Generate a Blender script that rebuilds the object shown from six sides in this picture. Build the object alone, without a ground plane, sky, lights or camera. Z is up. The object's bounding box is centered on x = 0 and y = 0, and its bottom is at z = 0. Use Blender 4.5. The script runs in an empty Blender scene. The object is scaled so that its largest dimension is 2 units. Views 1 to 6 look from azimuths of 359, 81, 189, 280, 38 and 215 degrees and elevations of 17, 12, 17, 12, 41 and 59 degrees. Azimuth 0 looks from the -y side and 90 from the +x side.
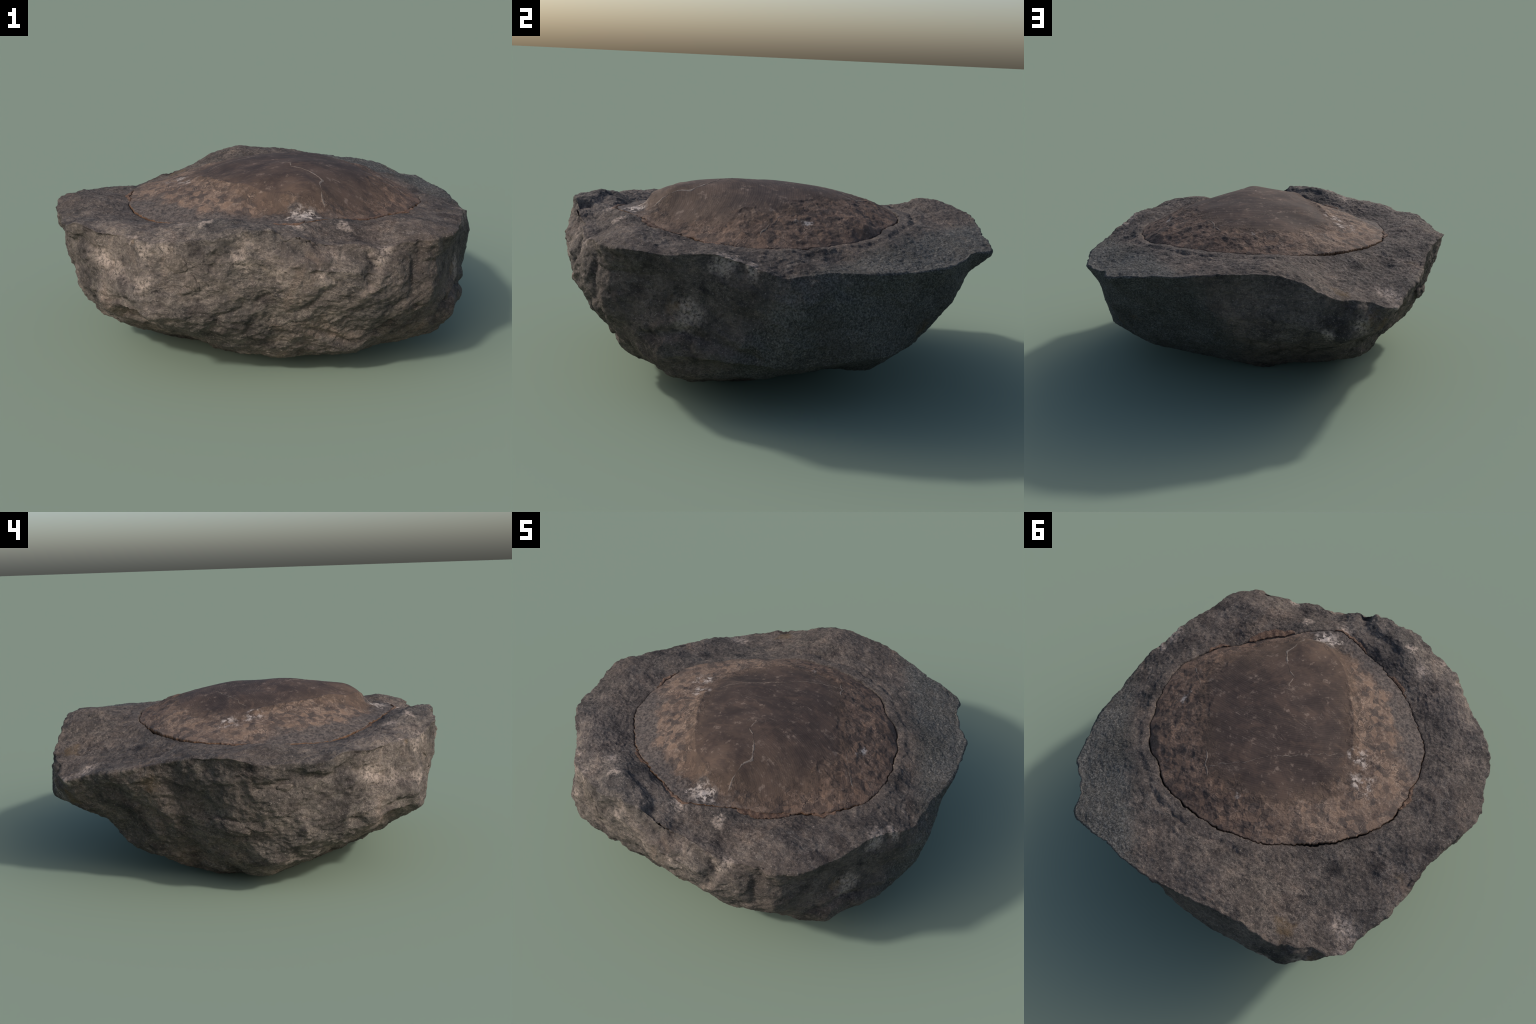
"""A large fossil bivalve shell lying in a broken block of dark limestone."""
import bpy, math, random
import numpy as np
from mathutils import Vector

random.seed(11)
TAU = 2 * math.pi
CX, CY = 0.0, -0.02            # axis that every ring of the block is measured from
NA = 1000                      # columns round the axis

# ---------------------------------------------------------------- noise kit
def _hash(ix, iy, iz, seed):
    h = (ix.astype(np.int64) * 374761393 + iy.astype(np.int64) * 668265263
         + iz.astype(np.int64) * 2147483647 + seed * 974634777) & 0xFFFFFFFF
    h = ((h ^ (h >> 13)) * 1274126177) & 0xFFFFFFFF
    h = ((h ^ (h >> 16)) * 2246822519) & 0xFFFFFFFF
    return ((h ^ (h >> 15)) & 0xFFFFFF) / float(0xFFFFFF)

def vnoise(P, seed=0):
    """Smooth value noise in -1..1 at the points P (n,3)."""
    i = np.floor(P).astype(np.int64)
    f = P - i
    w = f * f * f * (f * (f * 6 - 15) + 10)
    out = 0
    for dx in (0, 1):
        wx = w[:, 0] if dx else 1 - w[:, 0]
        for dy in (0, 1):
            wy = w[:, 1] if dy else 1 - w[:, 1]
            for dz in (0, 1):
                wz = w[:, 2] if dz else 1 - w[:, 2]
                out = out + wx * wy * wz * _hash(i[:, 0] + dx, i[:, 1] + dy, i[:, 2] + dz, seed)
    return out * 2 - 1

def fbm(P, freq, octaves=4, seed=0, gain=0.5):
    a, s, out = 1.0, 0.0, 0
    for k in range(octaves):
        out = out + a * vnoise(P * freq + 17.3 * k, seed + k)
        s += a
        a *= gain
        freq *= 2.03
    return out / s * 1.6

def ridged(P, freq, octaves=3, seed=0):
    a, s, out = 1.0, 0.0, 0
    for k in range(octaves):
        out = out + a * (1 - 2.2 * np.abs(vnoise(P * freq + 9.1 * k, seed + k)))
        s += a
        a *= 0.55
        freq *= 2.1
    return out / s

def cells(P, freq, seed=0):
    """Nearest-cell distance and a random value per cell (chips, flakes, grains)."""
    Q = P * freq
    i = np.floor(Q).astype(np.int64)
    best = np.full(len(Q), 9.0)
    second = np.full(len(Q), 9.0)
    val = np.zeros(len(Q))
    for dx in (-1, 0, 1):
        for dy in (-1, 0, 1):
            for dz in (-1, 0, 1):
                a, b, c = i[:, 0] + dx, i[:, 1] + dy, i[:, 2] + dz
                px = a + _hash(a, b, c, seed)
                py = b + _hash(a, b, c, seed + 1)
                pz = c + _hash(a, b, c, seed + 2)
                d = np.sqrt((Q[:, 0] - px) ** 2 + (Q[:, 1] - py) ** 2 + (Q[:, 2] - pz) ** 2)
                near = d < best
                second = np.where(near, best, np.minimum(second, d))
                val = np.where(near, _hash(a, b, c, seed + 3), val)
                best = np.where(near, d, best)
    return best, second - best, val

def facets(P, freq, seed=0):
    """Conchoidal chips: the lower envelope of tilted shallow bowls, so hollows meet in sharp ridges."""
    Q = P * freq
    i = np.floor(Q).astype(np.int64)
    h = np.full(len(Q), 9.0)
    for dx in (-1, 0, 1):
        for dy in (-1, 0, 1):
            for dz in (-1, 0, 1):
                a, b, c = i[:, 0] + dx, i[:, 1] + dy, i[:, 2] + dz
                rx, ry, rz = (Q[:, 0] - a - _hash(a, b, c, seed), Q[:, 1] - b - _hash(a, b, c, seed + 1), Q[:, 2] - c - _hash(a, b, c, seed + 2))
                bowl = .55 * (rx * rx + ry * ry + rz * rz)
                bowl += (rx * (_hash(a, b, c, seed + 4) - .5) + ry * (_hash(a, b, c, seed + 5) - .5) + rz * (_hash(a, b, c, seed + 6) - .5)) * 1.1
                bowl += (_hash(a, b, c, seed + 7) - .5) * .5
                h = np.minimum(h, bowl)
    return h + .10

def sstep(a, b, x):
    t = np.clip((x - a) / (b - a), 0, 1)
    return t * t * (3 - 2 * t)

def gauss(P, c, r):
    return np.exp(-np.sum(((P - np.array(c)) / np.array(r)) ** 2, axis=1))

# ------------------------------------------------------- curves and heights
AZ = np.arange(NA) / NA * TAU

def around(points, az=AZ, smooth=0):
    """Radius and extra columns of a closed hand-placed curve, by azimuth."""
    p = np.array(points, float)
    dx, dy = p[:, 0] - CX, p[:, 1] - CY
    a = np.arctan2(dy, dx) % TAU
    o = np.argsort(a)
    cols = [np.hypot(dx, dy)[o]] + [p[o, k] for k in range(2, p.shape[1])]
    res = [np.interp(az, a[o], c, period=TAU) for c in cols]
    for _ in range(smooth):
        res = [(np.roll(c, 1) + 2 * c + np.roll(c, -1)) / 4 for c in res]
    return res

def plate(points, lam=0.0):
    """Thin-plate surface z(x,y) through control points."""
    p = np.array(points, float)
    def U(d2):
        return 0.5 * d2 * np.log(d2 + 1e-12)
    n = len(p)
    d2 = (p[:, None, 0] - p[None, :, 0]) ** 2 + (p[:, None, 1] - p[None, :, 1]) ** 2
    A = np.zeros((n + 3, n + 3))
    A[:n, :n] = U(d2) + lam * np.eye(n)
    A[:n, n] = A[n, :n] = 1
    A[:n, n + 1] = A[n + 1, :n] = p[:, 0]
    A[:n, n + 2] = A[n + 2, :n] = p[:, 1]
    w = np.linalg.solve(A, np.concatenate([p[:, 2], np.zeros(3)]))
    def f(x, y):
        x = np.asarray(x, float); y = np.asarray(y, float)
        out = w[n] + w[n + 1] * x + w[n + 2] * y
        for k in range(n):
            out = out + w[k] * U((x - p[k, 0]) ** 2 + (y - p[k, 1]) ** 2)
        return out
    return f

# the broken upper edge of the block: x, y, z
RIM = [(.70, -.76, .69), (.80, -.68, .69), (.84, -.53, .68), (.89, -.35, .695), (.92, -.24, .67), (.97, -.07, .62),
       (.925, .11, .64), (.935, .26, .64), (.90, .48, .64), (.85, .61, .65), (.76, .69, .65), (.70, .78, .68),
       (.65, .87, .675), (.54, .90, .69), (.42, .91, .70), (.30, .94, .71), (.13, .96, .735), (.04, .965, .745),
       (-.09, .95, .75), (-.23, .93, .74), (-.34, .905, .70), (-.40, .91, .66), (-.50, .90, .62), (-.565, .835, .605),
       (-.65, .79, .58), (-.72, .78, .555), (-.775, .73, .545), (-.83, .59, .585), (-.87, .44, .61), (-.88, .31, .64),
       (-.91, .18, .665), (-.95, .09, .68), (-1., -.09, .69), (-.985, -.21, .66), (-.95, -.32, .655), (-.90, -.49, .66),
       (-.85, -.54, .685), (-.73, -.65, .675), (-.62, -.75, .685), (-.46, -.86, .685), (-.34, -.89, .70), (-.25, -.93, .725),
       (-.10, -.92, .76), (0, -.92, .755), (.10, -.91, .725), (.22, -.87, .695), (.35, -.86, .68), (.45, -.84, .65), (.54, -.82, .68)]
# the outer margin of the shell: x, y, z
MARGIN = [(.12, -.73, .738), (.06, -.72, .732), (0, -.71, .727), (-.05, -.69, .725), (-.10, -.67, .715), (-.15, -.66, .72),
          (-.24, -.62, .71), (-.34, -.58, .695), (-.39, -.55, .69), (-.46, -.49, .675), (-.53, -.42, .673), (-.57, -.38, .676),
          (-.61, -.33, .683), (-.63, -.25, .683), (-.65, -.17, .684), (-.65, -.09, .687), (-.66, -.03, .688), (-.65, .03, .693),
          (-.65, .09, .695), (-.62, .17, .697), (-.57, .24, .697), (-.51, .31, .701), (-.45, .37, .706), (-.36, .435, .709),
          (-.27, .50, .72), (-.23, .53, .722), (-.14, .55, .73), (-.04, .57, .736), (.05, .58, .738), (.16, .57, .739),
          (.26, .55, .741), (.37, .51, .737), (.46, .43, .725), (.55, .38, .714), (.59, .32, .704), (.63, .27, .704),
          (.67, .17, .692), (.70, .12, .69), (.72, .03, .688), (.73, -.06, .687), (.725, -.14, .686), (.69, -.22, .687),
          (.62, -.34, .688), (.55, -.40, .69), (.48, -.46, .694), (.40, -.53, .702), (.36, -.56, .71), (.30, -.61, .729),
          (.22, -.67, .739)]
# crown of the shell
CROWN = [(.12, -.2, .884), (.108, -.256, .878), (.01, -.332, .862), (.1, 0, .876), (.12, .1, .872), (.1, .2, .857), (.26, .13, .860),
         (-.084, -.097, .856), (-.008, .403, .803), (.213, .368, .811), (-.124, .28, .818), (.569, .062, .76),
         (-.37, -.066, .77), (-.10, -.40, .832), (-.17, -.36, .808), (.21, -.590, .756), (.149, -.651, .747), (.2, -.49, .842), (.12, -.45, .855), (.16, -.535, .826), (.16, -.565, .798), (.165, -.592, .768), (.16, -.612, .749), (.06, -.55, .798), (.04, -.585, .758), (-.04, -.535, .775), (.245, -.535, .785), (.285, -.56, .750),
         (-.045, -.487, .806), (-.12, -.53, .760), (.3, .0, .855), (.3, -.2, .858), (.4, 0, .835), (.3, .2, .838), (.4, .2, .81),
         (.3, -.4, .81), (.2, -.35, .86), (-.21, .15, .806), (-.2, 0, .838), (-.29, .24, .774), (-.47, .18, .726),
         (-.5, -.1, .740), (-.45, -.32, .730), (-.27, -.47, .742), (-.1, -.58, .735), (.5, -.2, .79), (.45, -.3, .775),
         (.4, .4, .760), (.55, .2, .757), (.55, .34, .738), (.05, -.60, .752), (.12, .46, .795), (.33, .46, .764), (-.21, .47, .750), (.25, .36, .812), (-.34, .36, .752), (-.37, -.24, .768), (.31, -.52, .742), (-.16, -.28, .832), (-.36, .06, .777), (.10, -.51, .835), (.24, -.60, .742), (0, -.63, .742), (.09, -.655, .743)]
# extra heights on the rock round the shell
LEDGE = [(.652, .589, .675), (-.729, .637, .577), (-.373, -.731, .736), (-.268, -.80, .760), (.058, -.85, .722),
         (.316, -.70, .722), (.444, -.80, .66), (-.82, -.20, .714), (-.86, -.05, .696), (-.80, -.38, .692), (-.64, -.52, .692), (-.67, -.67, .706),
         (-.45, -.62, .705), (.79, .17, .655), (.77, .05, .668), (.90, -.08, .645), (.79, -.34, .690), (.53, -.65, .735), (.61, -.69, .722), (.57, -.49, .712),
         (-.17, .79, .775), (.05, .83, .752), (.20, .70, .724), (.35, .64, .722), (.30, -.79, .68), (.19, -.82, .702), (-.11, -.80, .765), (-.2, -.82, .770),
         (-.52, .42, .655), (-.61, .44, .630), (-.70, .44, .615), (-.68, .34, .632), (-.45, .63, .640), (-.49, .55, .636), (-.38, .76, .675), (-.75, .12, .690), (.75, .48, .680), (.52, .75, .702), (.52, .64, .706)]
# the sides: at every azimuth, the radius at fixed shares of the edge height
SHARE = (.85, .70, .55, .40, .25, .12, .04)
SIDES = {0: (1.01, 1.00, .98, .93, .73, .48, .35), 15: (.95, .95, .94, .9, .7, .46, .32),
         30: (.985, .96, .93, .91, .77, .49, .31), 45: (1.03, 1.00, .93, .855, .73, .51, .32),
         60: (1.00, .93, .835, .76, .63, .47, .35), 75: (.95, .905, .84, .76, .61, .46, .36),
         90: (.955, .96, .915, .8, .62, .46, .36), 105: (.99, 1.00, .945, .77, .59, .45, .36),
         120: (1.05, 1.05, .91, .72, .57, .45, .37), 130: (1.06, 1.01, .86, .77, .68, .52, .41),
         142: (.985, .925, .84, .78, .71, .58, .45), 152: (.94, .895, .83, .77, .71, .62, .5),
         165: (.89, .855, .82, .74, .65, .6, .51), 180: (.98, .945, .905, .83, .73, .61, .49),
         195: (.985, .96, .925, .88, .83, .67, .48), 210: (.985, .96, .945, .87, .77, .56, .42),
         225: (.95, .96, .97, .88, .64, .47, .37), 240: (.98, .995, .99, .81, .62, .48, .4),
         255: (.945, .93, .895, .82, .7, .57, .43), 270: (.94, .915, .845, .765, .71, .62, .46),
         285: (.955, .94, .86, .77, .69, .6, .47), 300: (.975, .97, .92, .83, .74, .59, .47),
         315: (.985, .995, .96, .89, .78, .63, .5), 330: (.945, .935, .955, .97, .89, .66, .49),
         345: (.965, .945, .94, .97, .85, .56, .4)}

# ------------------------------------------------------------ mesh builders
def lattice(name, X):
    """Closed surface from a (rows, NA, 3) lattice with a pole at each end."""
    rows, na = X.shape[:2]
    verts = X.reshape(-1, 3)
    top = X[0].mean(0); bot = X[-1].mean(0)
    verts = np.vstack([verts, top, bot])
    j = np.arange(na); j2 = (j + 1) % na
    quads = []
    for i in range(rows - 1):
        quads.append(np.stack([i * na + j, (i + 1) * na + j, (i + 1) * na + j2, i * na + j2], -1))
    quads = np.concatenate(quads)
    n0 = rows * na
    t1 = np.stack([np.full(na, n0), j, j2], -1)
    t2 = np.stack([np.full(na, n0 + 1), (rows - 1) * na + j2, (rows - 1) * na + j], -1)
    loops = np.concatenate([quads.ravel(), t1.ravel(), t2.ravel()])
    sizes = np.concatenate([np.full(len(quads), 4), np.full(2 * na, 3)])
    starts = np.concatenate([[0], np.cumsum(sizes)[:-1]])
    me = bpy.data.meshes.new(name)
    me.vertices.add(len(verts)); me.vertices.foreach_set("co", verts.ravel().astype(np.float32))
    me.loops.add(len(loops)); me.loops.foreach_set("vertex_index", loops.astype(np.int32))
    me.polygons.add(len(sizes))
    me.polygons.foreach_set("loop_start", starts.astype(np.int32))
    me.polygons.foreach_set("loop_total", sizes.astype(np.int32))
    me.polygons.foreach_set("use_smooth", np.ones(len(sizes), bool))
    me.update(calc_edges=True)
    me.validate()
    ob = bpy.data.objects.new(name, me)
    bpy.context.scene.collection.objects.link(ob)
    return ob

def normals(X):
    du = np.roll(X, -1, 1) - np.roll(X, 1, 1)
    dv = np.empty_like(X)
    dv[1:-1] = X[2:] - X[:-2]; dv[0] = X[1] - X[0]; dv[-1] = X[-1] - X[-2]
    n = np.cross(dv, du)
    l = np.linalg.norm(n, axis=2, keepdims=True)
    return n / np.maximum(l, 1e-9)

# ---------------------------------------------------------------- the block
rim_r, rim_z = around(RIM, smooth=3)
mar_r, mar_z = around(MARGIN, smooth=4)
dirx, diry = np.cos(AZ), np.sin(AZ)

def wobble(az_points, freq, seed, r=1.0):
    return fbm(np.stack([np.cos(az_points) * r, np.sin(az_points) * r, 0 * az_points], -1), freq, 3, seed)

rim_r = rim_r + 0.008 * wobble(AZ, 9, 3) + 0.004 * wobble(AZ, 34, 4)
mar_r = mar_r + 0.004 * wobble(AZ, 14, 5) + 0.004 * wobble(AZ, 40, 6) + 0.002 * wobble(AZ, 110, 7)

# how far the rock lies below the shell's lip: flush behind, a trough at the left and in front
az_deg = np.degrees(AZ)
drop = np.interp(az_deg, [0, 40, 110, 130, 148, 165, 180, 200, 230, 250, 270, 300, 330], [.004, .003, .003, .012, .014, .008, .004, .006, .007, .006, .004, .003, .003], period=360)
seat_pts = []
for k in range(0, NA, 20):
    r = mar_r[k] + 0.012
    seat_pts.append((CX + r * dirx[k], CY + r * diry[k], mar_z[k] - drop[k]))
for k in range(0, NA, 25):                       # the low lip of the cast behind and at the right
    if az_deg[k] < 115 or az_deg[k] > 320:
        r = mar_r[k] + .055
        seat_pts.append((CX + r * dirx[k], CY + r * diry[k], mar_z[k] - .004))
ledge_h = plate([p for p in RIM] + seat_pts + LEDGE, lam=2e-4)

# interpolate the side table round the axis
tab_az = np.radians(sorted(SIDES))
tab = np.array([SIDES[k] for k in sorted(SIDES)])
def column(col):
    """Straight fracture planes between the control columns, edges barely rounded."""
    r = 1 / np.interp(AZ, tab_az, 1 / col, period=TAU)
    for _ in range(14):
        r = (np.roll(r, 1) + 2 * r + np.roll(r, -1)) / 4
    return r

rings_r = [rim_r] + [column(tab[:, c]) for c in range(len(SHARE))]
rings_z = [rim_z] + [rim_z * s for s in SHARE]
base_r = rings_r[-1] * 0.72
rings_r += [base_r, base_r * 0.45]
rings_z += [0.004 + 0 * rim_z, 0.0 + 0 * rim_z]

rows = []
for u in (.02, .25, .5, .7, .85, .94):                                # hidden floor under the shell
    r = mar_r * u
    x, y = CX + r * dirx, CY + r * diry
    rows.append(np.stack([x, y, mar_z - .05 + 0 * x], -1))
for off in (-.022, -.016, -.010):
    r = mar_r + off
    rows.append(np.stack([CX + r * dirx, CY + r * diry, mar_z - .045], -1))
N_TOP = 150
gap = .0065 + .0045 * wobble(AZ, 7, 8)
gap = np.clip(gap * np.interp(az_deg, [0, 160, 190, 280, 320], [1, 1, .45, .35, .8], period=360), .0022, .014)
back = np.interp(az_deg, [0, 100, 150, 330], [1, 1, 0, 0], period=360)
inner = mar_r + gap
xi, yi = CX + inner * dirx, CY + inner * diry
rows.append(np.stack([xi, yi, ledge_h(xi, yi) - .034], -1))
ring_n = fbm(np.stack([dirx * .7, diry * .7, 0 * dirx], -1), 6, 3, 9)
for k in range(N_TOP):
    t = k / (N_TOP - 1)
    r = inner + .002 + t * (rim_r - inner - .002)
    x, y = CX + r * dirx, CY + r * diry
    off = r - mar_r
    z = ledge_h(x, y)
    # the smooth cast lip that hugs the shell behind and at the right, and the groove outside it
    wlip = .060 + .012 * ring_n
    z = z + back * (.005 * (1 - sstep(.75, 1.15, off / wlip)) - .005 * np.exp(-((off - 1.3 * wlip) / .014) ** 2) * (.5 + .8 * np.clip(ring_n + .5, 0, 1)))
    z = z - .004 * np.exp(-((off - gap) / .005) ** 2)
    rows.append(np.stack([x, y, z + (rim_z - z) * sstep(.9, 1., t)], -1))
row_rim = len(rows) - 1
N_SEG = (34, 32, 32, 34, 34, 30, 24, 14, 10)
for s, n in enumerate(N_SEG):
    i0, i1, i2, i3 = max(s - 1, 0), s, s + 1, min(s + 2, len(rings_r) - 1)
    for k in range(1, n + 1):
        f = k / n
        def cr(a):
            lin = a[i1] + (a[i2] - a[i1]) * f
            if s == 0:
                return lin
            c = 0.5 * ((2 * a[i1]) + (a[i2] - a[i0]) * f + (2 * a[i0] - 5 * a[i1] + 4 * a[i2] - a[i3]) * f ** 2
                       + (3 * a[i1] - a[i0] - 3 * a[i2] + a[i3]) * f ** 3)
            return 0.75 * lin + 0.25 * c
        r, z = cr(rings_r), cr(rings_z)
        rows.append(np.stack([CX + r * dirx, CY + r * diry, z], -1))
ROCK = np.array(rows)

# soften the broken edge where the block is weathered (front and left)
soft = np.interp(az_deg, [0, 120, 160, 190, 300, 330], [.25, .25, .7, 1, 1, .4], period=360)[None, :, None]
for _ in range(10):
    band = slice(row_rim - 9, row_rim + 10)
    up = ROCK[row_rim - 10:row_rim + 9]; dn = ROCK[row_rim - 8:row_rim + 11]
    ROCK[band] = ROCK[band] + soft * .5 * ((up + dn) / 2 - ROCK[band])

# dents (negative) and knobs (positive): centre, radius, push
LUMPS = [((.70, -.74, .46), (.07, .07, .08), .018), ((.60, -.80, .62), (.06, .08, .07), -.015),
         ((-.55, -.72, .345), (.10, .08, .05), -.065), ((-.71, -.69, .31), (.06, .06, .05), .035), ((.93, -.20, .34), (.06, .08, .04), .012), ((.95, -.22, .45), (.05, .06, .03), -.015),
         ((-.60, -.78, .445), (.10, .08, .05), .022), ((.84, -.30, .27), (.10, .22, .05), -.02),
         ((-.75, -.60, .36), (.035, .035, .03), -.03), ((.2, -.9, .70), (.12, .08, .05), -.02),
         ((-.85, .05, .45), (.06, .10, .12), -.03)]
N = normals(ROCK)
flat = ROCK.reshape(-1, 3); nf = N.reshape(-1, 3)
push = np.zeros(len(flat))
for c, r, a in LUMPS:
    c = flat[np.argmin(((flat - np.array(c)) ** 2).sum(1))]           # sit on the wall
    push += a * gauss(flat, c, r)
flat = flat + nf * push[:, None]
ROCK = flat.reshape(ROCK.shape)

# crevices and creases: path along the wall, width, depth
CREVICES = [([(-.95, -.20, .55), (-.93, -.27, .56), (-.90, -.36, .60), (-.87, -.46, .58), (-.82, -.53, .61), (-.75, -.62, .59), (-.65, -.69, .555)], .024, .016),
            ([(-.81, .49, .52), (-.80, .37, .42), (-.77, .31, .38)], .030, .014),
            ([(-.94, .04, .66), (-.94, .01, .60), (-.91, -.03, .51), (-.86, -.03, .43), (-.81, .01, .38)], .030, .008),
            ([(-.22, -.76, .75), (-.12, -.77, .76), (-.04, -.80, .74), (.01, -.80, .74)], .022, .011),
            ([(.04, -.85, .72), (.06, -.90, .72), (.05, -.92, .69)], .022, .016),
            ([(.04, -.90, .73), (.10, -.92, .68), (.19, -.93, .62)], .016, .009),
            ([(.41, -.87, .63), (.42, -.88, .60), (.38, -.90, .56), (.41, -.91, .53)], .018, .016),
            ([(.63, -.79, .67), (.58, -.79, .59), (.58, -.80, .52), (.59, -.79, .43)], .026, .010),
            ([(.17, -.77, .31), (.33, -.69, .23), (.44, -.69, .25), (.54, -.75, .34), (.62, -.76, .39)], .018, .015),
            ([(.19, -.95, .59), (.24, -.94, .60), (.26, -.93, .54), (.20, -.89, .47), (.11, -.86, .42)], .020, .011),
            ([(-.23, -.93, .60), (-.17, -.94, .67), (-.11, -.93, .72)], .022, .014),
            ([(-.25, -.77, .26), (-.22, -.87, .39), (-.11, -.88, .44), (0, -.88, .47)], .024, .014),
            ([(.77, -.60, .34), (.82, -.49, .36), (.86, -.40, .36), (.89, -.31, .33), (.90, -.24, .31), (.91, -.18, .30)], .018, .016),
            ([(.99, .09, .53), (.97, .16, .56)], .022, .010),
            ([(-.08, .85, .36), (-.17, .82, .34), (-.36, .80, .37), (-.50, .76, .34), (-.60, .72, .36)], .022, .014),
            ([(.12, .91, .52), (.11, .86, .42), (.09, .81, .33)], .016, .006),
            ([(-.70, -.72, .40), (-.66, -.77, .41), (-.58, -.80, .42), (-.52, -.82, .40)], .026, .021),
            ([(-.79, -.57, .56), (-.80, -.56, .555)], .010, .012)]
wall = ROCK[12:].reshape(-1, 3)
def crevice_push(Q):
    out = np.zeros(len(Q))
    for path, w, depth in CREVICES:
        pts = np.array([wall[np.argmin(((wall - np.array(p)) ** 2).sum(1))] for p in path])
        near = np.where(np.all((Q > pts.min(0) - 4 * w) & (Q < pts.max(0) + 4 * w), axis=1))[0]
        q = Q[near]; best = np.full(len(near), 9.0)
        for a, b in zip(pts[:-1], pts[1:]):
            ab = b - a
            t = np.clip(((q - a) @ ab) / (ab @ ab + 1e-12), 0, 1)
            best = np.minimum(best, np.linalg.norm(q - a - t[:, None] * ab, axis=1))
        cut = -depth * np.exp(-(best / w) ** 2) + .35 * depth * np.exp(-((best - 2.4 * w) / (1.3 * w)) ** 2)
        out[near] += cut
    return out

# relief
N = normals(ROCK); flat = ROCK.reshape(-1, 3); nf = N.reshape(-1, 3)
row_id = np.repeat(np.arange(ROCK.shape[0]), NA)
t_top = np.clip((row_id - 10) / (row_rim - 10), 0, 1)
side = (row_id > row_rim).astype(float)
front = sstep(.15, .6, -nf[:, 1] + .35 * -nf[:, 0]) * side
fresh = sstep(.1, .5, .9 * nf[:, 0] + .55 * nf[:, 1]) * side          # clean break at the right and behind
shear = np.array([[.86, 0, .51], [0, 1, 0], [-.51, 0, .86]])
S = flat @ shear.T * np.array([1.0, 1.6, 2.6])
wob = np.stack([fbm(flat, 9, 3, 51), fbm(flat, 9, 3, 52), fbm(flat, 9, 3, 53)], -1)
S = (flat + .04 * wob) @ shear.T * np.array([1.0, 1.6, 2.3])
rugged = side * (1 - .55 * fresh)
crev = crevice_push(flat + .016 * wob + .006 * np.stack([fbm(flat, 30, 2, 55), fbm(flat, 30, 2, 56), fbm(flat, 30, 2, 57)], -1))
left = sstep(.3, .8, -nf[:, 0]) * side
disp = .006 * fbm(flat, 5.5, 3, 21) * (1 - .5 * fresh)
disp += .050 * facets(flat + .015 * wob, 3.6, 61) * (.25 + .75 * rugged) * side
disp += 0.018 * facets(S * .8 + .015 * wob, 7.5, 63) * rugged
disp += .011 * facets(flat + .010 * wob, 15, 64) * (.45 + .55 * rugged) * (1 - .5 * fresh)
disp += .005 * (ridged(S, 4.2, 4, 31) - .35) * front
disp += .008 * facets(S, 24, 66) * (.4 + .6 * front) * (1 - .6 * fresh)
disp += .0035 * fbm(flat, 22, 4, 71) * (1 - .45 * fresh)
disp += .0024 * fbm(flat, 70, 2, 81) + .0045 * facets(flat, 38, 69) * (1 - .6 * fresh) * (.5 + .5 * side + .5 * sstep(-.2, .4, fbm(flat, 4, 2, 65)) * (1 - side)) + .0035 * facets(flat + .01 * wob, 20, 68) * (1 - side) * sstep(-.3, .5, fbm(flat, 3, 2, 67) - .5 * flat[:, 0] - .1)
near_shell = sstep(.0, .16, t_top)
disp *= .35 + .65 * near_shell
disp += crev * (.3 + .7 * near_shell)
disp[row_id < 11] = 0
flat = flat + nf * disp[:, None]
reach = np.hypot(flat[:, 0], flat[:, 1])
flat[:, :2] *= (1 - .006 * sstep(.80, 1.0, reach))[:, None]
flat[:, 2] = np.where(flat[:, 2] < .012, .012 * np.exp((np.minimum(flat[:, 2], .012) - .012) / .012), flat[:, 2])
flat[:, 2] -= flat[:, 2].min()
ROCK = flat.reshape(ROCK.shape)
print("rock extents", flat.min(0), flat.max(0))

# ---------------------------------------------------------------- the shell
margin_pts = [(CX + mar_r[k] * dirx[k], CY + mar_r[k] * diry[k], mar_z[k]) for k in range(0, NA, 16)]
crown_h = plate(margin_pts + CROWN, lam=3e-5)
UMBO = (.21, -.585)

def cap_mask(x, y):
    """1 on the polished inner shell layer, 0 on the flaked outer zone."""
    P = np.stack([x, y, 0 * x], -1)
    n = .15 * fbm(P, 7, 4, 91)
    d = np.sqrt(((x - .06) / .47) ** 2 + ((y + .10) / .50) ** 2)
    d = np.maximum(d, 1 + (-.84 * x - .55 * y - .33) / .46)
    d = np.maximum(d, 1 + (.75 * x + .66 * y - .37) / .46)
    return 1 - sstep(.93, 1.05, d + n)

rows = []
N_SH = 230
for k in range(N_SH):
    t = (k + 1) / N_SH
    r = mar_r * t
    x, y = CX + r * dirx, CY + r * diry
    rows.append(np.stack([x, y, crown_h(x, y)], -1))
for dr, dz in ((.0022, -.003), (.0028, -.008), (.001, -.014), (-.004, -.022), (-.018, -.026), (-.04, -.03)):
    r = mar_r + dr
    rows.append(np.stack([CX + r * dirx, CY + r * diry, rows[N_SH - 1][:, 2] + dz], -1))
for u in (.7, .4, .1):
    rows.append(np.stack([CX + mar_r * u * dirx, CY + mar_r * u * diry, mar_z * 0 + .66], -1))
SH = np.array(rows)
N = normals(SH); flat = SH.reshape(-1, 3); nf = N.reshape(-1, 3)
row_id = np.repeat(np.arange(SH.shape[0]), NA)
cap = cap_mask(flat[:, 0], flat[:, 1])
worn = 1 - cap
warp = flat + .02 * np.stack([fbm(flat, 14, 2, 101), fbm(flat, 14, 2, 102), 0 * flat[:, 0]], -1)
_, e2, v2 = cells(warp * np.array([1, 1, .3]), 22, 111)
_, e3, v3 = cells(warp * np.array([1, 1, .3]), 9, 121)
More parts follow.
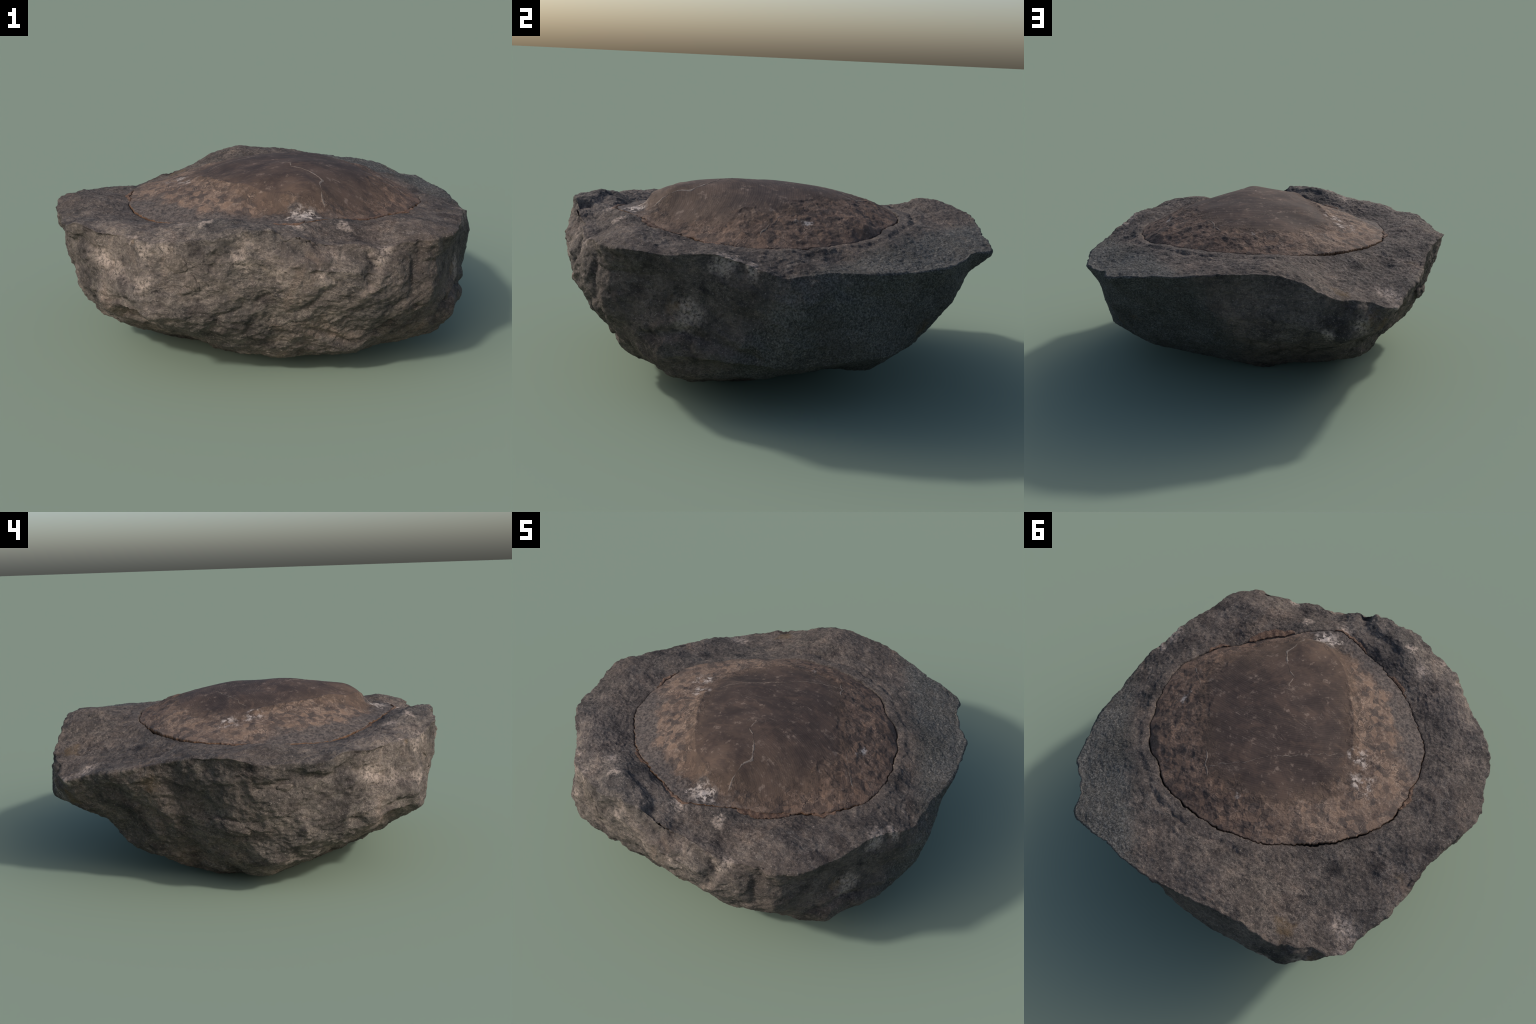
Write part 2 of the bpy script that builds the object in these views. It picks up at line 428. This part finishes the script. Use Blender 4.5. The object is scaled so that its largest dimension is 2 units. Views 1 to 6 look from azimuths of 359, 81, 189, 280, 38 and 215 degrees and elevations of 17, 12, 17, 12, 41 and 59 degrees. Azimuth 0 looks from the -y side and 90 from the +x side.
right = sstep(-.2, .4, flat[:, 0] + .6 * flat[:, 1])
fold = np.array([(.12, -.565), (-.03, -.49), (-.13, -.39), (-.24, -.25), (-.34, -.07)])
df = np.full(len(flat), 9.0)
for a, b in zip(fold[:-1], fold[1:]):
    ab = b - a
    t = np.clip(((flat[:, :2] - a) @ ab) / (ab @ ab), 0, 1)
    df = np.minimum(df, np.linalg.norm(flat[:, :2] - a - t[:, None] * ab, axis=1))
disp = worn * (-.0015 + .0045 * (v3 - .5) * sstep(0, .08, e3) + (.0022 + .0012 * right) * (v2 - .5) * sstep(0, .10, e2)
               + (.0018 + .0012 * right) * fbm(flat, 30, 3, 131) + .005 * facets(warp, 26, 133))
disp += .014 * np.exp(-df / .022) - .005 * np.exp(-df / .09)
disp += .0010 * fbm(flat, 60, 2, 141) * worn + .0022 * fbm(flat, 6, 2, 145)
d_umbo = np.hypot(flat[:, 0] - UMBO[0], flat[:, 1] - UMBO[1])
disp += .0002 * np.sin(d_umbo * TAU / .030 + 2 * fbm(flat, 5, 2, 151)) * cap
disp *= sstep(1.0, .93, np.clip(row_id / N_SH, 0, 1)) * .75 + .25
disp[row_id > N_SH + 2] = 0
flat = flat + nf * disp[:, None]
SH = flat.reshape(SH.shape)

def shell_top(x, y):
    dx, dy = x - CX, y - CY
    return float(crown_h(np.array([x]), np.array([y]))[0])

# ---------------------------------------------------------------- materials
def new_mat(name):
    m = bpy.data.materials.new(name); m.use_nodes = True
    nt = m.node_tree; nt.nodes.clear()
    out = nt.nodes.new("ShaderNodeOutputMaterial"); b = nt.nodes.new("ShaderNodeBsdfPrincipled")
    nt.links.new(b.outputs[0], out.inputs[0])
    return m, nt, b

class G:
    """Small helper to write node graphs as expressions."""
    def __init__(s, nt):
        s.nt = nt
        s.co = nt.nodes.new("ShaderNodeTexCoord").outputs["Object"]
    def _in(s, sock, v):
        if isinstance(v, bpy.types.NodeSocket): s.nt.links.new(v, sock)
        elif v is not None: sock.default_value = v
    def math(s, op, a, b=None, c=None, clamp=False):
        n = s.nt.nodes.new("ShaderNodeMath"); n.operation = op; n.use_clamp = clamp
        for i, v in enumerate((a, b, c)):
            if v is not None: s._in(n.inputs[i], v)
        return n.outputs[0]
    def vmath(s, op, a, b=None, scale=None):
        n = s.nt.nodes.new("ShaderNodeVectorMath"); n.operation = op
        s._in(n.inputs[0], a)
        if b is not None: s._in(n.inputs[1], b)
        if scale is not None: s._in(n.inputs["Scale"], scale)
        return n.outputs["Value"] if op in ("LENGTH", "DISTANCE", "DOT_PRODUCT") else n.outputs[0]
    def noise(s, scale, detail=4, rough=.55, dist=0, vec=None, color=False):
        n = s.nt.nodes.new("ShaderNodeTexNoise")
        s._in(n.inputs["Vector"], vec or s.co)
        n.inputs["Scale"].default_value = scale; n.inputs["Detail"].default_value = detail
        n.inputs["Roughness"].default_value = rough; n.inputs["Distortion"].default_value = dist
        return n.outputs["Color" if color else "Fac"]
    def voro(s, scale, feature="F1", vec=None, out="Distance"):
        n = s.nt.nodes.new("ShaderNodeTexVoronoi"); n.feature = feature
        s._in(n.inputs["Vector"], vec or s.co); n.inputs["Scale"].default_value = scale
        return n.outputs[out]
    def stretch(s, scale, rot=(0, 0, 0), loc=(0, 0, 0)):
        n = s.nt.nodes.new("ShaderNodeMapping")
        s._in(n.inputs["Vector"], s.co)
        n.inputs["Scale"].default_value = scale; n.inputs["Rotation"].default_value = rot; n.inputs["Location"].default_value = loc
        return n.outputs[0]
    def rng(s, v, a, b, lo=0., hi=1.):
        n = s.nt.nodes.new("ShaderNodeMapRange"); n.interpolation_type = 'SMOOTHSTEP'
        s._in(n.inputs[0], v)
        for i, x in zip((1, 2, 3, 4), (a, b, lo, hi)): n.inputs[i].default_value = x
        return n.outputs[0]
    def mix(s, f, a, b, mode='MIX'):
        n = s.nt.nodes.new("ShaderNodeMix"); n.data_type = 'RGBA'; n.blend_type = mode
        s._in(n.inputs["Factor"], f)
        for k, v in ((6, a), (7, b)):
            if isinstance(v, (tuple, list)): v = (*v, 1) if len(v) == 3 else v
            s._in(n.inputs[k], v)
        return n.outputs[2]
    def bump(s, h, strength, dist, normal=None):
        n = s.nt.nodes.new("ShaderNodeBump"); n.inputs["Strength"].default_value = strength
        n.inputs["Distance"].default_value = dist
        s._in(n.inputs["Height"], h)
        if normal is not None: s._in(n.inputs["Normal"], normal)
        return n.outputs[0]
    def spot(s, c, r, warp):
        """Ragged patch round the point c with radius r."""
        q = s.vmath('ADD', s.co, warp)
        d = s.vmath('DISTANCE', q, c)
        return s.rng(d, r * 1.15, r * .25)
    def many(s, spots, warp):
        out = None
        for c, r in spots:
            v = s.spot(c, r, warp)
            out = v if out is None else s.math('MAXIMUM', out, v)
        return out

CHALK = [((.444, -.842, .619), .06), ((-.631, -.714, .526), .075), ((-.373, -.731, .73), .05), ((-.268, -.80, .74), .045),
         ((.896, -.301, .67), .06), ((.93, -.2, .645), .05), ((-.729, .637, .577), .08), ((-.776, .729, .545), .05),
         ((.10, -.76, .74), .06), ((.81, -.43, .44), .08), ((.30, -.72, .725), .05), ((-.56, -.78, .66), .05), ((-.50, -.85, .64), .05), ((-.52, -.85, .51), .06), ((-.12, -.92, .64), .06), ((.05, -.93, .58), .05), ((.22, -.92, .56), .05),
         ((-.42, -.87, .67), .05), ((.50, -.80, .52), .06), ((-.60, .83, .47), .06), ((-.44, .88, .45), .05), ((.25, -.86, .62), .05),
         ((-.70, -.66, .56), .07), ((.62, .55, .67), .02)]
OCHRE = [((.80, -.467, .465), .06), ((-.64, .80, .50), .05), ((-.70, .74, .44), .06), ((-.83, .30, .56), .07), ((-.74, -.10, .46), .05),
         ((.70, .55, .36), .06), ((-.5, .80, .61), .06), ((-.56, -.80, .67), .03), ((.58, .70, .40), .05)]

def rock_material():
    m, nt, b = new_mat("dark_limestone")
    g = G(nt)
    wn = g.noise(13, 4, .6, color=True)
    warp = g.vmath('SCALE', g.vmath('SUBTRACT', wn, (.5, .5, .5)), scale=.16)
    big = g.noise(2.6, 5, .6)
    mid = g.noise(15, 6, .65)
    fine = g.noise(75, 6, .72)
    grain = g.noise(230, 3, .7)
    col = g.mix(g.rng(big, .36, .64), (.058, .051, .047), (.084, .069, .061))
    col = g.mix(g.math('MULTIPLY', g.rng(mid, .50, .70), .8), col, (.128, .104, .089))
    col = g.mix(g.math('MULTIPLY', g.rng(mid, .46, .28), .8), col, (.031, .029, .030))
    fol = g.noise(8, 7, .72, .6, vec=g.stretch((1.0, 1.4, 3.2), (0, math.radians(-40), 0)))
    col = g.mix(g.math('MULTIPLY', g.rng(fol, .54, .70), .55), col, (.185, .152, .130))
    col = g.mix(g.math('MULTIPLY', g.rng(fine, .52, .68), .55), col, (.215, .180, .155))
    col = g.mix(g.math('MULTIPLY', g.rng(fine, .47, .30), .80), col, (.018, .017, .018))
    for sc, w, k in ((5, .012, .75), (11, .016, .65), (23, .022, .5)):
        wv = g.stretch((1.0, 1.3, 2.6), (0, math.radians(-31), 0), (sc, 0, 0))
        wisp = g.math('ABSOLUTE', g.math('SUBTRACT', g.noise(sc, 8, .75, .15, vec=wv), .5))
        col = g.mix(g.math('MULTIPLY', g.rng(wisp, w, w * .15), g.rng(g.noise(sc * .6, 3), .42, .60, 0, k)), col, (.235, .198, .168))
    patch = g.noise(3.2, 5, .65, .5)
    col = g.mix(g.math('MULTIPLY', g.rng(patch, .52, .64), .45), col, g.mix(1., col, (1.30, 1.16, 1.06), 'MULTIPLY'))
    col = g.mix(g.math('MULTIPLY', g.rng(patch, .47, .36), .5), col, g.mix(1., col, (.72, .76, .80), 'MULTIPLY'))
    blot = g.noise(7, 6, .68, .4)
    col = g.mix(g.math('MULTIPLY', g.rng(blot, .49, .36), .70), col, g.mix(1., col, (.42, .42, .45), 'MULTIPLY'))
    col = g.mix(g.math('MULTIPLY', g.rng(blot, .55, .68), .40), col, g.mix(1., col, (1.7, 1.6, 1.5), 'MULTIPLY'))
    # sides at the right and behind: greyer, more even, salt-and-pepper grain
    clean = g.rng(g.vmath('DOT_PRODUCT', g.vmath('ADD', g.co, g.vmath('SCALE', warp, scale=.7)), (.66, .56, -.55)), .22, .34)
    pepper = g.mix(g.rng(g.noise(120, 4, .75), .40, .66), (.036, .039, .038), (.185, .188, .178))
    pepper = g.mix(g.rng(g.noise(5, 4, .6), .40, .66), pepper, g.mix(1., pepper, (.62, .62, .60), 'MULTIPLY'))
    col = g.mix(g.math('MULTIPLY', clean, .75), col, pepper)
    # weathered, dusty front against the darker upper face
    dust = g.rng(g.vmath('DOT_PRODUCT', g.vmath('ADD', g.co, warp), (-.35, -.80, -.48)), .18, .42)
    col = g.mix(dust, g.mix(1., col, (.96, .945, .945), 'MULTIPLY'), g.mix(1., col, (1.28, 1.28, 1.28), 'MULTIPLY'))
    # broken-shell flecks and hair-fine calcite veins
    fv = g.vmath('ADD', g.co, g.vmath('SCALE', wn, scale=.05))
    fl = g.voro(55, "F1", vec=fv)
    col = g.mix(g.math('MULTIPLY', g.rng(fl, .19, .06), .62), col, (.27, .235, .205))
    fl2 = g.voro(120, "F1", vec=g.vmath('ADD', g.co, (3.1, 1.7, 5.2)))
    col = g.mix(g.math('MULTIPLY', g.rng(fl2, .22, .08), .55), col, (.22, .195, .172))
    vein = g.math('ABSOLUTE', g.math('SUBTRACT', g.noise(7, 8, .7, .2), .5))
    col = g.mix(g.math('MULTIPLY', g.rng(vein, .007, .001), g.rng(g.noise(4, 2), .50, .62, 0, .5)), col, (.28, .25, .22))
    # chalky calcite and rusty stains
    ch = g.math('MULTIPLY', g.many(CHALK, warp), g.rng(fine, .36, .60))
    col = g.mix(g.math('MULTIPLY', ch, .84), col, (.41, .335, .285))
    oc = g.math('MULTIPLY', g.many(OCHRE, warp), g.rng(mid, .34, .52))
    col = g.mix(g.math('MULTIPLY', oc, .55), col, (.105, .066, .026))
    nt.links.new(col, b.inputs["Base Color"])
    b.inputs["Roughness"].default_value = .78
    b.inputs["Specular IOR Level"].default_value = .15
    h = g.math('ADD', g.math('MULTIPLY', fine, .8), g.math('MULTIPLY', grain, .35))
    nt.links.new(g.bump(h, 1.0, .013), b.inputs["Normal"])
    return m

def shell_material():
    m, nt, b = new_mat("fossil_shell")
    g = G(nt)
    wn = g.noise(10, 5, .65, color=True)
    warp = g.vmath('SCALE', g.vmath('SUBTRACT', wn, (.5, .5, .5)), scale=.20)
    mid = g.noise(11, 6, .65); fine = g.noise(60, 6, .72); grain = g.noise(190, 3, .7)
    sep = nt.nodes.new("ShaderNodeSeparateXYZ"); nt.links.new(g.vmath('ADD', g.co, warp), sep.inputs[0])
    x, y = sep.outputs[0], sep.outputs[1]
    ex = g.math('DIVIDE', g.math('SUBTRACT', x, .06), .47); ey = g.math('DIVIDE', g.math('ADD', y, .10), .50)
    d0 = g.math('SQRT', g.math('ADD', g.math('MULTIPLY', ex, ex), g.math('MULTIPLY', ey, ey)))
    d1 = g.math('ADD', g.math('DIVIDE', g.math('SUBTRACT', g.math('ADD', g.math('MULTIPLY', x, -.84), g.math('MULTIPLY', y, -.55)), .33), .46), 1.)
    d2 = g.math('ADD', g.math('DIVIDE', g.math('SUBTRACT', g.math('ADD', g.math('MULTIPLY', x, .75), g.math('MULTIPLY', y, .66)), .37), .46), 1.)
    d = g.math('MAXIMUM', d0, g.math('MAXIMUM', d1, d2))
    cap = g.rng(g.math('ADD', d, g.math('MULTIPLY', g.math('SUBTRACT', g.noise(26, 6, .75), .5), .8)), 1.11, .92)
    # worn, flaking zone
    worn = g.mix(g.rng(mid, .36, .64), (.082, .058, .047), (.150, .106, .081))
    worn = g.mix(g.math('MULTIPLY', g.rng(fine, .50, .68), .60), worn, (.25, .195, .158))
    worn = g.mix(g.math('MULTIPLY', g.rng(fine, .46, .30), .75), worn, (.024, .020, .020))
    slate = g.noise(7, 6, .68, .8)
    worn = g.mix(g.math('MULTIPLY', g.rng(slate, .54, .66), .6), worn, (.050, .044, .043))
    fl = g.voro(70, "F1", vec=g.vmath('ADD', g.co, g.vmath('SCALE', wn, scale=.04)))
    worn = g.mix(g.math('MULTIPLY', g.rng(fl, .16, .05), .45), worn, (.32, .26, .21))
    cv = g.vmath('ADD', g.co, g.vmath('SCALE', g.noise(24, 4, .6, color=True), scale=.035))
    cellc = g.voro(30, "F1", vec=cv, out="Color")
    sc_ = nt.nodes.new("ShaderNodeSeparateColor"); nt.links.new(cellc, sc_.inputs[0])
    worn = g.mix(g.rng(sc_.outputs[0], .62, .72, 0, .60), worn, (.165, .112, .082))
    worn = g.mix(g.rng(sc_.outputs[1], .70, .78, 0, .65), worn, (.045, .038, .036))
    rim_ = g.voro(30, "DISTANCE_TO_EDGE", vec=cv)
    worn = g.mix(g.math('MULTIPLY', g.rng(rim_, .07, .01), g.rng(g.noise(9, 3), .48, .62, 0, .5)), worn, (.020, .018, .019))
    worn = g.mix(g.math('MULTIPLY', g.math('MULTIPLY', g.rng(rim_, .05, .10), g.rng(rim_, .17, .10)), g.rng(g.noise(10, 3), .50, .62, 0, .6)), worn, (.27, .20, .155))
    mx = g.math('DIVIDE', g.math('SUBTRACT', x, .04), .69); my = g.math('DIVIDE', g.math('ADD', y, .075), .655)
    outer = g.math('SQRT', g.math('ADD', g.math('MULTIPLY', mx, mx), g.math('MULTIPLY', my, my)))
    beak = g.math('MULTIPLY', g.rng(outer, .77, .84), g.rng(g.math('ADD', g.math('MULTIPLY', x, -.45), g.math('MULTIPLY', y, -.89)), .36, .50))
    grit = g.mix(g.rng(fine, .36, .64), (.030, .028, .029), (.115, .098, .088))
    worn = g.mix(g.math('MULTIPLY', beak, .85), worn, grit)
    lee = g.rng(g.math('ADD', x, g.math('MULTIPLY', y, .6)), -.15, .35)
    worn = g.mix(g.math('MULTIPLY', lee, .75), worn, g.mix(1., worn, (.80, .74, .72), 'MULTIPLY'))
    # polished layer with growth lines ringing the beak
    du = g.vmath('DISTANCE', g.vmath('ADD', g.co, g.vmath('SCALE', warp, scale=.10)), (UMBO[0], UMBO[1], .76))
    lines = g.math('SINE', g.math('MULTIPLY', du, 620.))
    capc = g.mix(g.rng(mid, .35, .68), (.031, .023, .021), (.050, .036, .031))
    streak = g.noise(6, 6, .72, vec=g.stretch((1, 3.2, 1), (0, 0, math.radians(-25))))
    capc = g.mix(g.math('MULTIPLY', g.rng(streak, .54, .68), .55), capc, (.098, .066, .050))
    front = g.rng(g.math('ADD', y, g.math('MULTIPLY', x, -.25)), -.12, -.60)
    capc = g.mix(g.math('MULTIPLY', front, g.rng(g.noise(8, 6, .7, .5), .36, .64, .15, .8)), capc, (.094, .063, .046))
    capc = g.mix(g.math('MULTIPLY', g.rng(d, .80, 1.0), .55), capc, (.088, .060, .045))
    capc = g.mix(g.math('MULTIPLY', g.rng(lines, -.2, 1.), .12), capc, (.10, .074, .060))
    dots = g.voro(30, vec=g.vmath('ADD', g.co, g.vmath('SCALE', wn, scale=.06)))
    capc = g.mix(g.math('MULTIPLY', g.rng(dots, .14, .05), .28), capc, (.19, .145, .115))
    rust = g.noise(6, 6, .72, .5)
    capc = g.mix(g.math('MULTIPLY', g.rng(rust, .50, .64), .55), capc, (.082, .055, .043))
    capc = g.mix(g.math('MULTIPLY', g.rng(rust, .46, .34), .5), capc, (.024, .017, .016))
    scuff = g.noise(22, 6, .75)
    capc = g.mix(g.math('MULTIPLY', g.rng(scuff, .57, .66), .55), capc, (.19, .145, .118))
    for rz, th in ((.3, .004), (1.2, .003)):
        sc = g.math('ABSOLUTE', g.math('SUBTRACT', g.noise(4, 3, .5, 1.5, vec=g.stretch((1, 6, 1), (0, 0, rz))), .5))
        capc = g.mix(g.math('MULTIPLY', g.rng(sc, th * 2.2, th * .4), g.rng(g.noise(9, 3), .50, .60, 0, .5)), capc, (.16, .125, .105))
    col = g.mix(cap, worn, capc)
    white = g.math('MULTIPLY', g.many([((-.37, -.066, .77), .055), ((-.44, .02, .75), .045), ((.149, -.651, .746), .06), ((.08, -.66, .745), .035),
                                       ((-.48, .05, .74), .03), ((-.008, .403, .80), .02), ((.569, .062, .76), .04)], warp), g.rng(g.noise(30, 6, .7), .47, .53))
    col = g.mix(g.math('MULTIPLY', white, .80), col, (.46, .40, .36))
    nt.links.new(col, b.inputs["Base Color"])
    nt.links.new(g.rng(cap, 0, 1, .82, .80), b.inputs["Roughness"])
    b.inputs["Specular IOR Level"].default_value = .16
    h = g.math('ADD', g.math('MULTIPLY', g.math('SUBTRACT', 1., cap), g.math('ADD', g.math('MULTIPLY', fine, .8), g.math('MULTIPLY', grain, .3))), g.math('MULTIPLY', lines, .015))
    nt.links.new(g.bump(h, .8, .008), b.inputs["Normal"])
    return m

def speckled(name, dark, light, pale, scale, rough=.75):
    m, nt, b = new_mat(name)
    g = G(nt)
    n1 = g.noise(scale, 6, .7); n2 = g.noise(scale * 4, 5, .75)
    col = g.mix(g.rng(n1, .36, .64), dark, light)
    col = g.mix(g.math('MULTIPLY', g.rng(n2, .52, .68), .6), col, pale)
    nt.links.new(col, b.inputs["Base Color"])
    b.inputs["Roughness"].default_value = rough
    b.inputs["Specular IOR Level"].default_value = .22
    nt.links.new(g.bump(n2, .7, .006), b.inputs["Normal"])
    return m

MAT_ROCK = rock_material()
MAT_SHELL = shell_material()
MAT_LIP = speckled("shell_lip", (.075, .040, .024), (.150, .084, .050), (.24, .17, .12), 30)
MAT_VEIN = speckled("calcite_vein", (.10, .080, .068), (.19, .155, .13), (.30, .25, .22), 60)
MAT_PEBBLE = speckled("brown_pebble", (.060, .050, .043), (.115, .093, .078), (.26, .22, .19), 34)
MAT_CHIP = speckled("shell_chip", (.070, .040, .028), (.130, .080, .055), (.24, .18, .14), 40)

# ---------------------------------------------------------------- assemble
root = bpy.data.objects.new("fossil_rock", None)
bpy.context.scene.collection.objects.link(root)
root["label"] = "large fossil clam shell embedded in dark brown rock"
root["category"] = "fossil"

rock = lattice("rock_block", ROCK); rock.data.materials.append(MAT_ROCK); rock.parent = root
shell = lattice("shell_valve", SH); shell.parent = root
for mt in (MAT_SHELL, MAT_LIP):
    shell.data.materials.append(mt)
lip = np.zeros(len(shell.data.polygons), np.int32)
lip[(N_SH) * NA:(N_SH + 6) * NA] = 1
shell.data.polygons.foreach_set("material_index", lip)

def plain_mesh(name, verts, faces, mat, parent, smooth=True):
    me = bpy.data.meshes.new(name)
    me.from_pydata([tuple(v) for v in verts], [], faces)
    me.polygons.foreach_set("use_smooth", np.full(len(me.polygons), smooth))
    me.materials.append(mat)
    ob = bpy.data.objects.new(name, me)
    bpy.context.scene.collection.objects.link(ob)
    ob.parent = parent
    return ob

def surface_near(grid, x, y):
    """Height of a built lattice surface (its upper rows) near x, y."""
    d = (grid[..., 0] - x) ** 2 + (grid[..., 1] - y) ** 2
    return grid.reshape(-1, 3)[np.argmin(d)][2]

# calcite veins that run across the shell: low ridges, jagged, fading at both ends
VEINS = [([(.106, -.204), (.104, -.253), (.161, -.302), (.206, -.35), (.236, -.396), (.222, -.461), (.225, -.523), (.234, -.568)], .0085),
         ([(.212, .368), (.146, .332), (.048, .26), (-.005, .201), (-.08, .144), (-.187, .064), (-.284, -.025)], .0035),
         ([(.271, .28), (.212, .368), (.177, .421)], .004),
         ([(.53, -.03), (.60, -.10), (.66, -.16)], .005)]
TOP_SH = SH[:N_SH]
for vi, (pts, width) in enumerate(VEINS):
    pts = np.array(pts)
    seg = np.concatenate([[0], np.cumsum(np.hypot(*np.diff(pts, axis=0).T))])
    n = int(seg[-1] / .006)
    tt = np.linspace(0, seg[-1], n)
    px, py = np.interp(tt, seg, pts[:, 0]), np.interp(tt, seg, pts[:, 1])
    Q = np.stack([px, py, 0 * px + vi], -1)
    px = px + .009 * fbm(Q, 28, 4, 201); py = py + .009 * fbm(Q, 28, 4, 205)
    tx, ty = np.gradient(px), np.gradient(py)
    l = np.hypot(tx, ty); nx, ny = -ty / l, tx / l
    w = width * np.sin(np.linspace(.12, math.pi - .12, n)) ** .5 * np.clip(.55 + 1.1 * fbm(Q, 40, 3, 209), .06, 2)
    verts, faces = [], []
    for k in range(n):
        for off, up in ((-1.0, -.006), (-.45, .0012), (.45, .0012), (1.0, -.006)):
            x, y = px[k] + nx[k] * w[k] * off, py[k] + ny[k] * w[k] * off
            verts.append((x, y, surface_near(TOP_SH, x, y) + up))
    for k in range(n - 1):
        for c in range(3):
            faces.append((k * 4 + c, k * 4 + c + 1, k * 4 + c + 5, k * 4 + c + 4))
        faces.append((k * 4 + 3, k * 4, k * 4 + 4, k * 4 + 7))
    faces.append((0, 1, 2, 3)); faces.append(tuple((n - 1) * 4 + c for c in (3, 2, 1, 0)))
    plain_mesh("mineral_vein", verts, faces, MAT_VEIN, shell)

# pebbles and chips bedded in the flanks
def lump(name, centre, axes, frame, mat, seed, rough=.12):
    nu, nv = 48, 28
    verts, faces = [], []
    u = np.linspace(0, TAU, nu, endpoint=False); v = np.linspace(-math.pi / 2, math.pi / 2, nv)
    uu, vv = np.meshgrid(u, v)
    d = np.stack([np.cos(vv) * np.cos(uu), np.cos(vv) * np.sin(uu), np.sin(vv)], -1).reshape(-1, 3)
    r = 1 + rough * fbm(d + seed * 3.7, 1.6, 4, seed)
    P = d * r[:, None] * np.array(axes)
    F = np.array(frame, float)
    P = P @ F + np.array(centre)
    for i in range(nv - 1):
        for k in range(nu):
            faces.append((i * nu + k, i * nu + (k + 1) % nu, (i + 1) * nu + (k + 1) % nu, (i + 1) * nu + k))
    return plain_mesh(name, P, faces, mat, rock)

def frame_for(normal, tilt):
    n = np.array(normal, float); n /= np.linalg.norm(n)
    a = np.cross((0, 0, 1), n); a /= np.linalg.norm(a); b = np.cross(n, a)
    c, s_ = math.cos(tilt), math.sin(tilt)
    return [c * a + s_ * b, -s_ * a + c * b, n]

def wall_point(x, y, z):
    """Point and outward direction of the block's wall nearest to a rough position."""
    G3 = ROCK[row_rim + 6:]
    d = ((G3 - np.array((x, y, z))) ** 2).sum(-1)
    i, k = np.unravel_index(np.argmin(d), d.shape)
    nn = normals(G3[max(i - 12, 0):i + 13])[min(i, 12)]
    kk = [(k + o) % NA for o in range(-10, 11)]
    nn = nn[kk].mean(0)
    return G3[i, k], nn / np.linalg.norm(nn)

BEDDED = [("pebble", (-.87, -.06, .36), (.092, .044, .034), math.radians(-14), MAT_ROCK, -.010),
          ("pebble", (-.38, -.89, .61), (.050, .045, .016), .2, MAT_PEBBLE, -.004),
          ("pebble", (-.32, -.91, .53), (.030, .040, .014), .5, MAT_PEBBLE, -.004),
          ("shell_chip", (-.92, -.30, .55), (.040, .016, .012), math.radians(10), MAT_PEBBLE, .0),
          ("shell_chip", (-.10, -.40, .02), (.045, .022, .016), .1, MAT_PEBBLE, .0),
          ]
for i, (nm, pos, axes, tilt, mat, out) in enumerate(BEDDED):
    p, n = wall_point(*pos)
    lump(nm, p + n * out, axes, frame_for(n, tilt), mat, 300 + i, .22)

# splintered plates of the second valve that stick out along the hinge
def hinge_plate(a0, a1, off0, off1, lift, seed):
    k0, k1 = int(a0 / 360 * NA), int(a1 / 360 * NA)
    ks = np.arange(k0, k1)
    n = len(ks)
    t = np.linspace(0, 1, n)
    taper = np.sin(np.clip(t * 1.02, 0, 1) * math.pi) ** .35
    A = AZ[ks]
    jag = .006 * fbm(np.stack([A * 40, 0 * A, 0 * A + seed], -1), 1, 3, seed)
    verts, faces = [], []
    for i, k in enumerate(ks):
        r0 = mar_r[k] + off0
        r1 = r0 + (off1 - off0) * taper[i] + jag[i] * taper[i]
        for r, up in ((r0, -.03), (r0, lift), ((r0 + r1) / 2, lift * 1.2), (r1, lift * .6), (r1, -.03)):
            x, y = CX + r * dirx[k], CY + r * diry[k]
            verts.append((x, y, float(ledge_h(x, y)) + up + .0015 * math.sin(i * .7 + seed)))
    for i in range(n - 1):
        for c in range(5):
            faces.append((i * 5 + c, i * 5 + (c + 1) % 5, (i + 1) * 5 + (c + 1) % 5, (i + 1) * 5 + c))
    faces.append((4, 3, 2, 1, 0)); faces.append(tuple((n - 1) * 5 + c for c in range(5)))
    plain_mesh("shell_fragment", verts, faces, MAT_CHIP, root, smooth=False)

hinge_plate(299, 321, .010, .050, .006, 3)
hinge_plate(329, 339, .008, .026, .005, 4)
hinge_plate(264, 282, .006, .020, .005, 5)
hinge_plate(236, 250, .006, .018, .005, 6)
hinge_plate(176, 190, .006, .022, .005, 7)
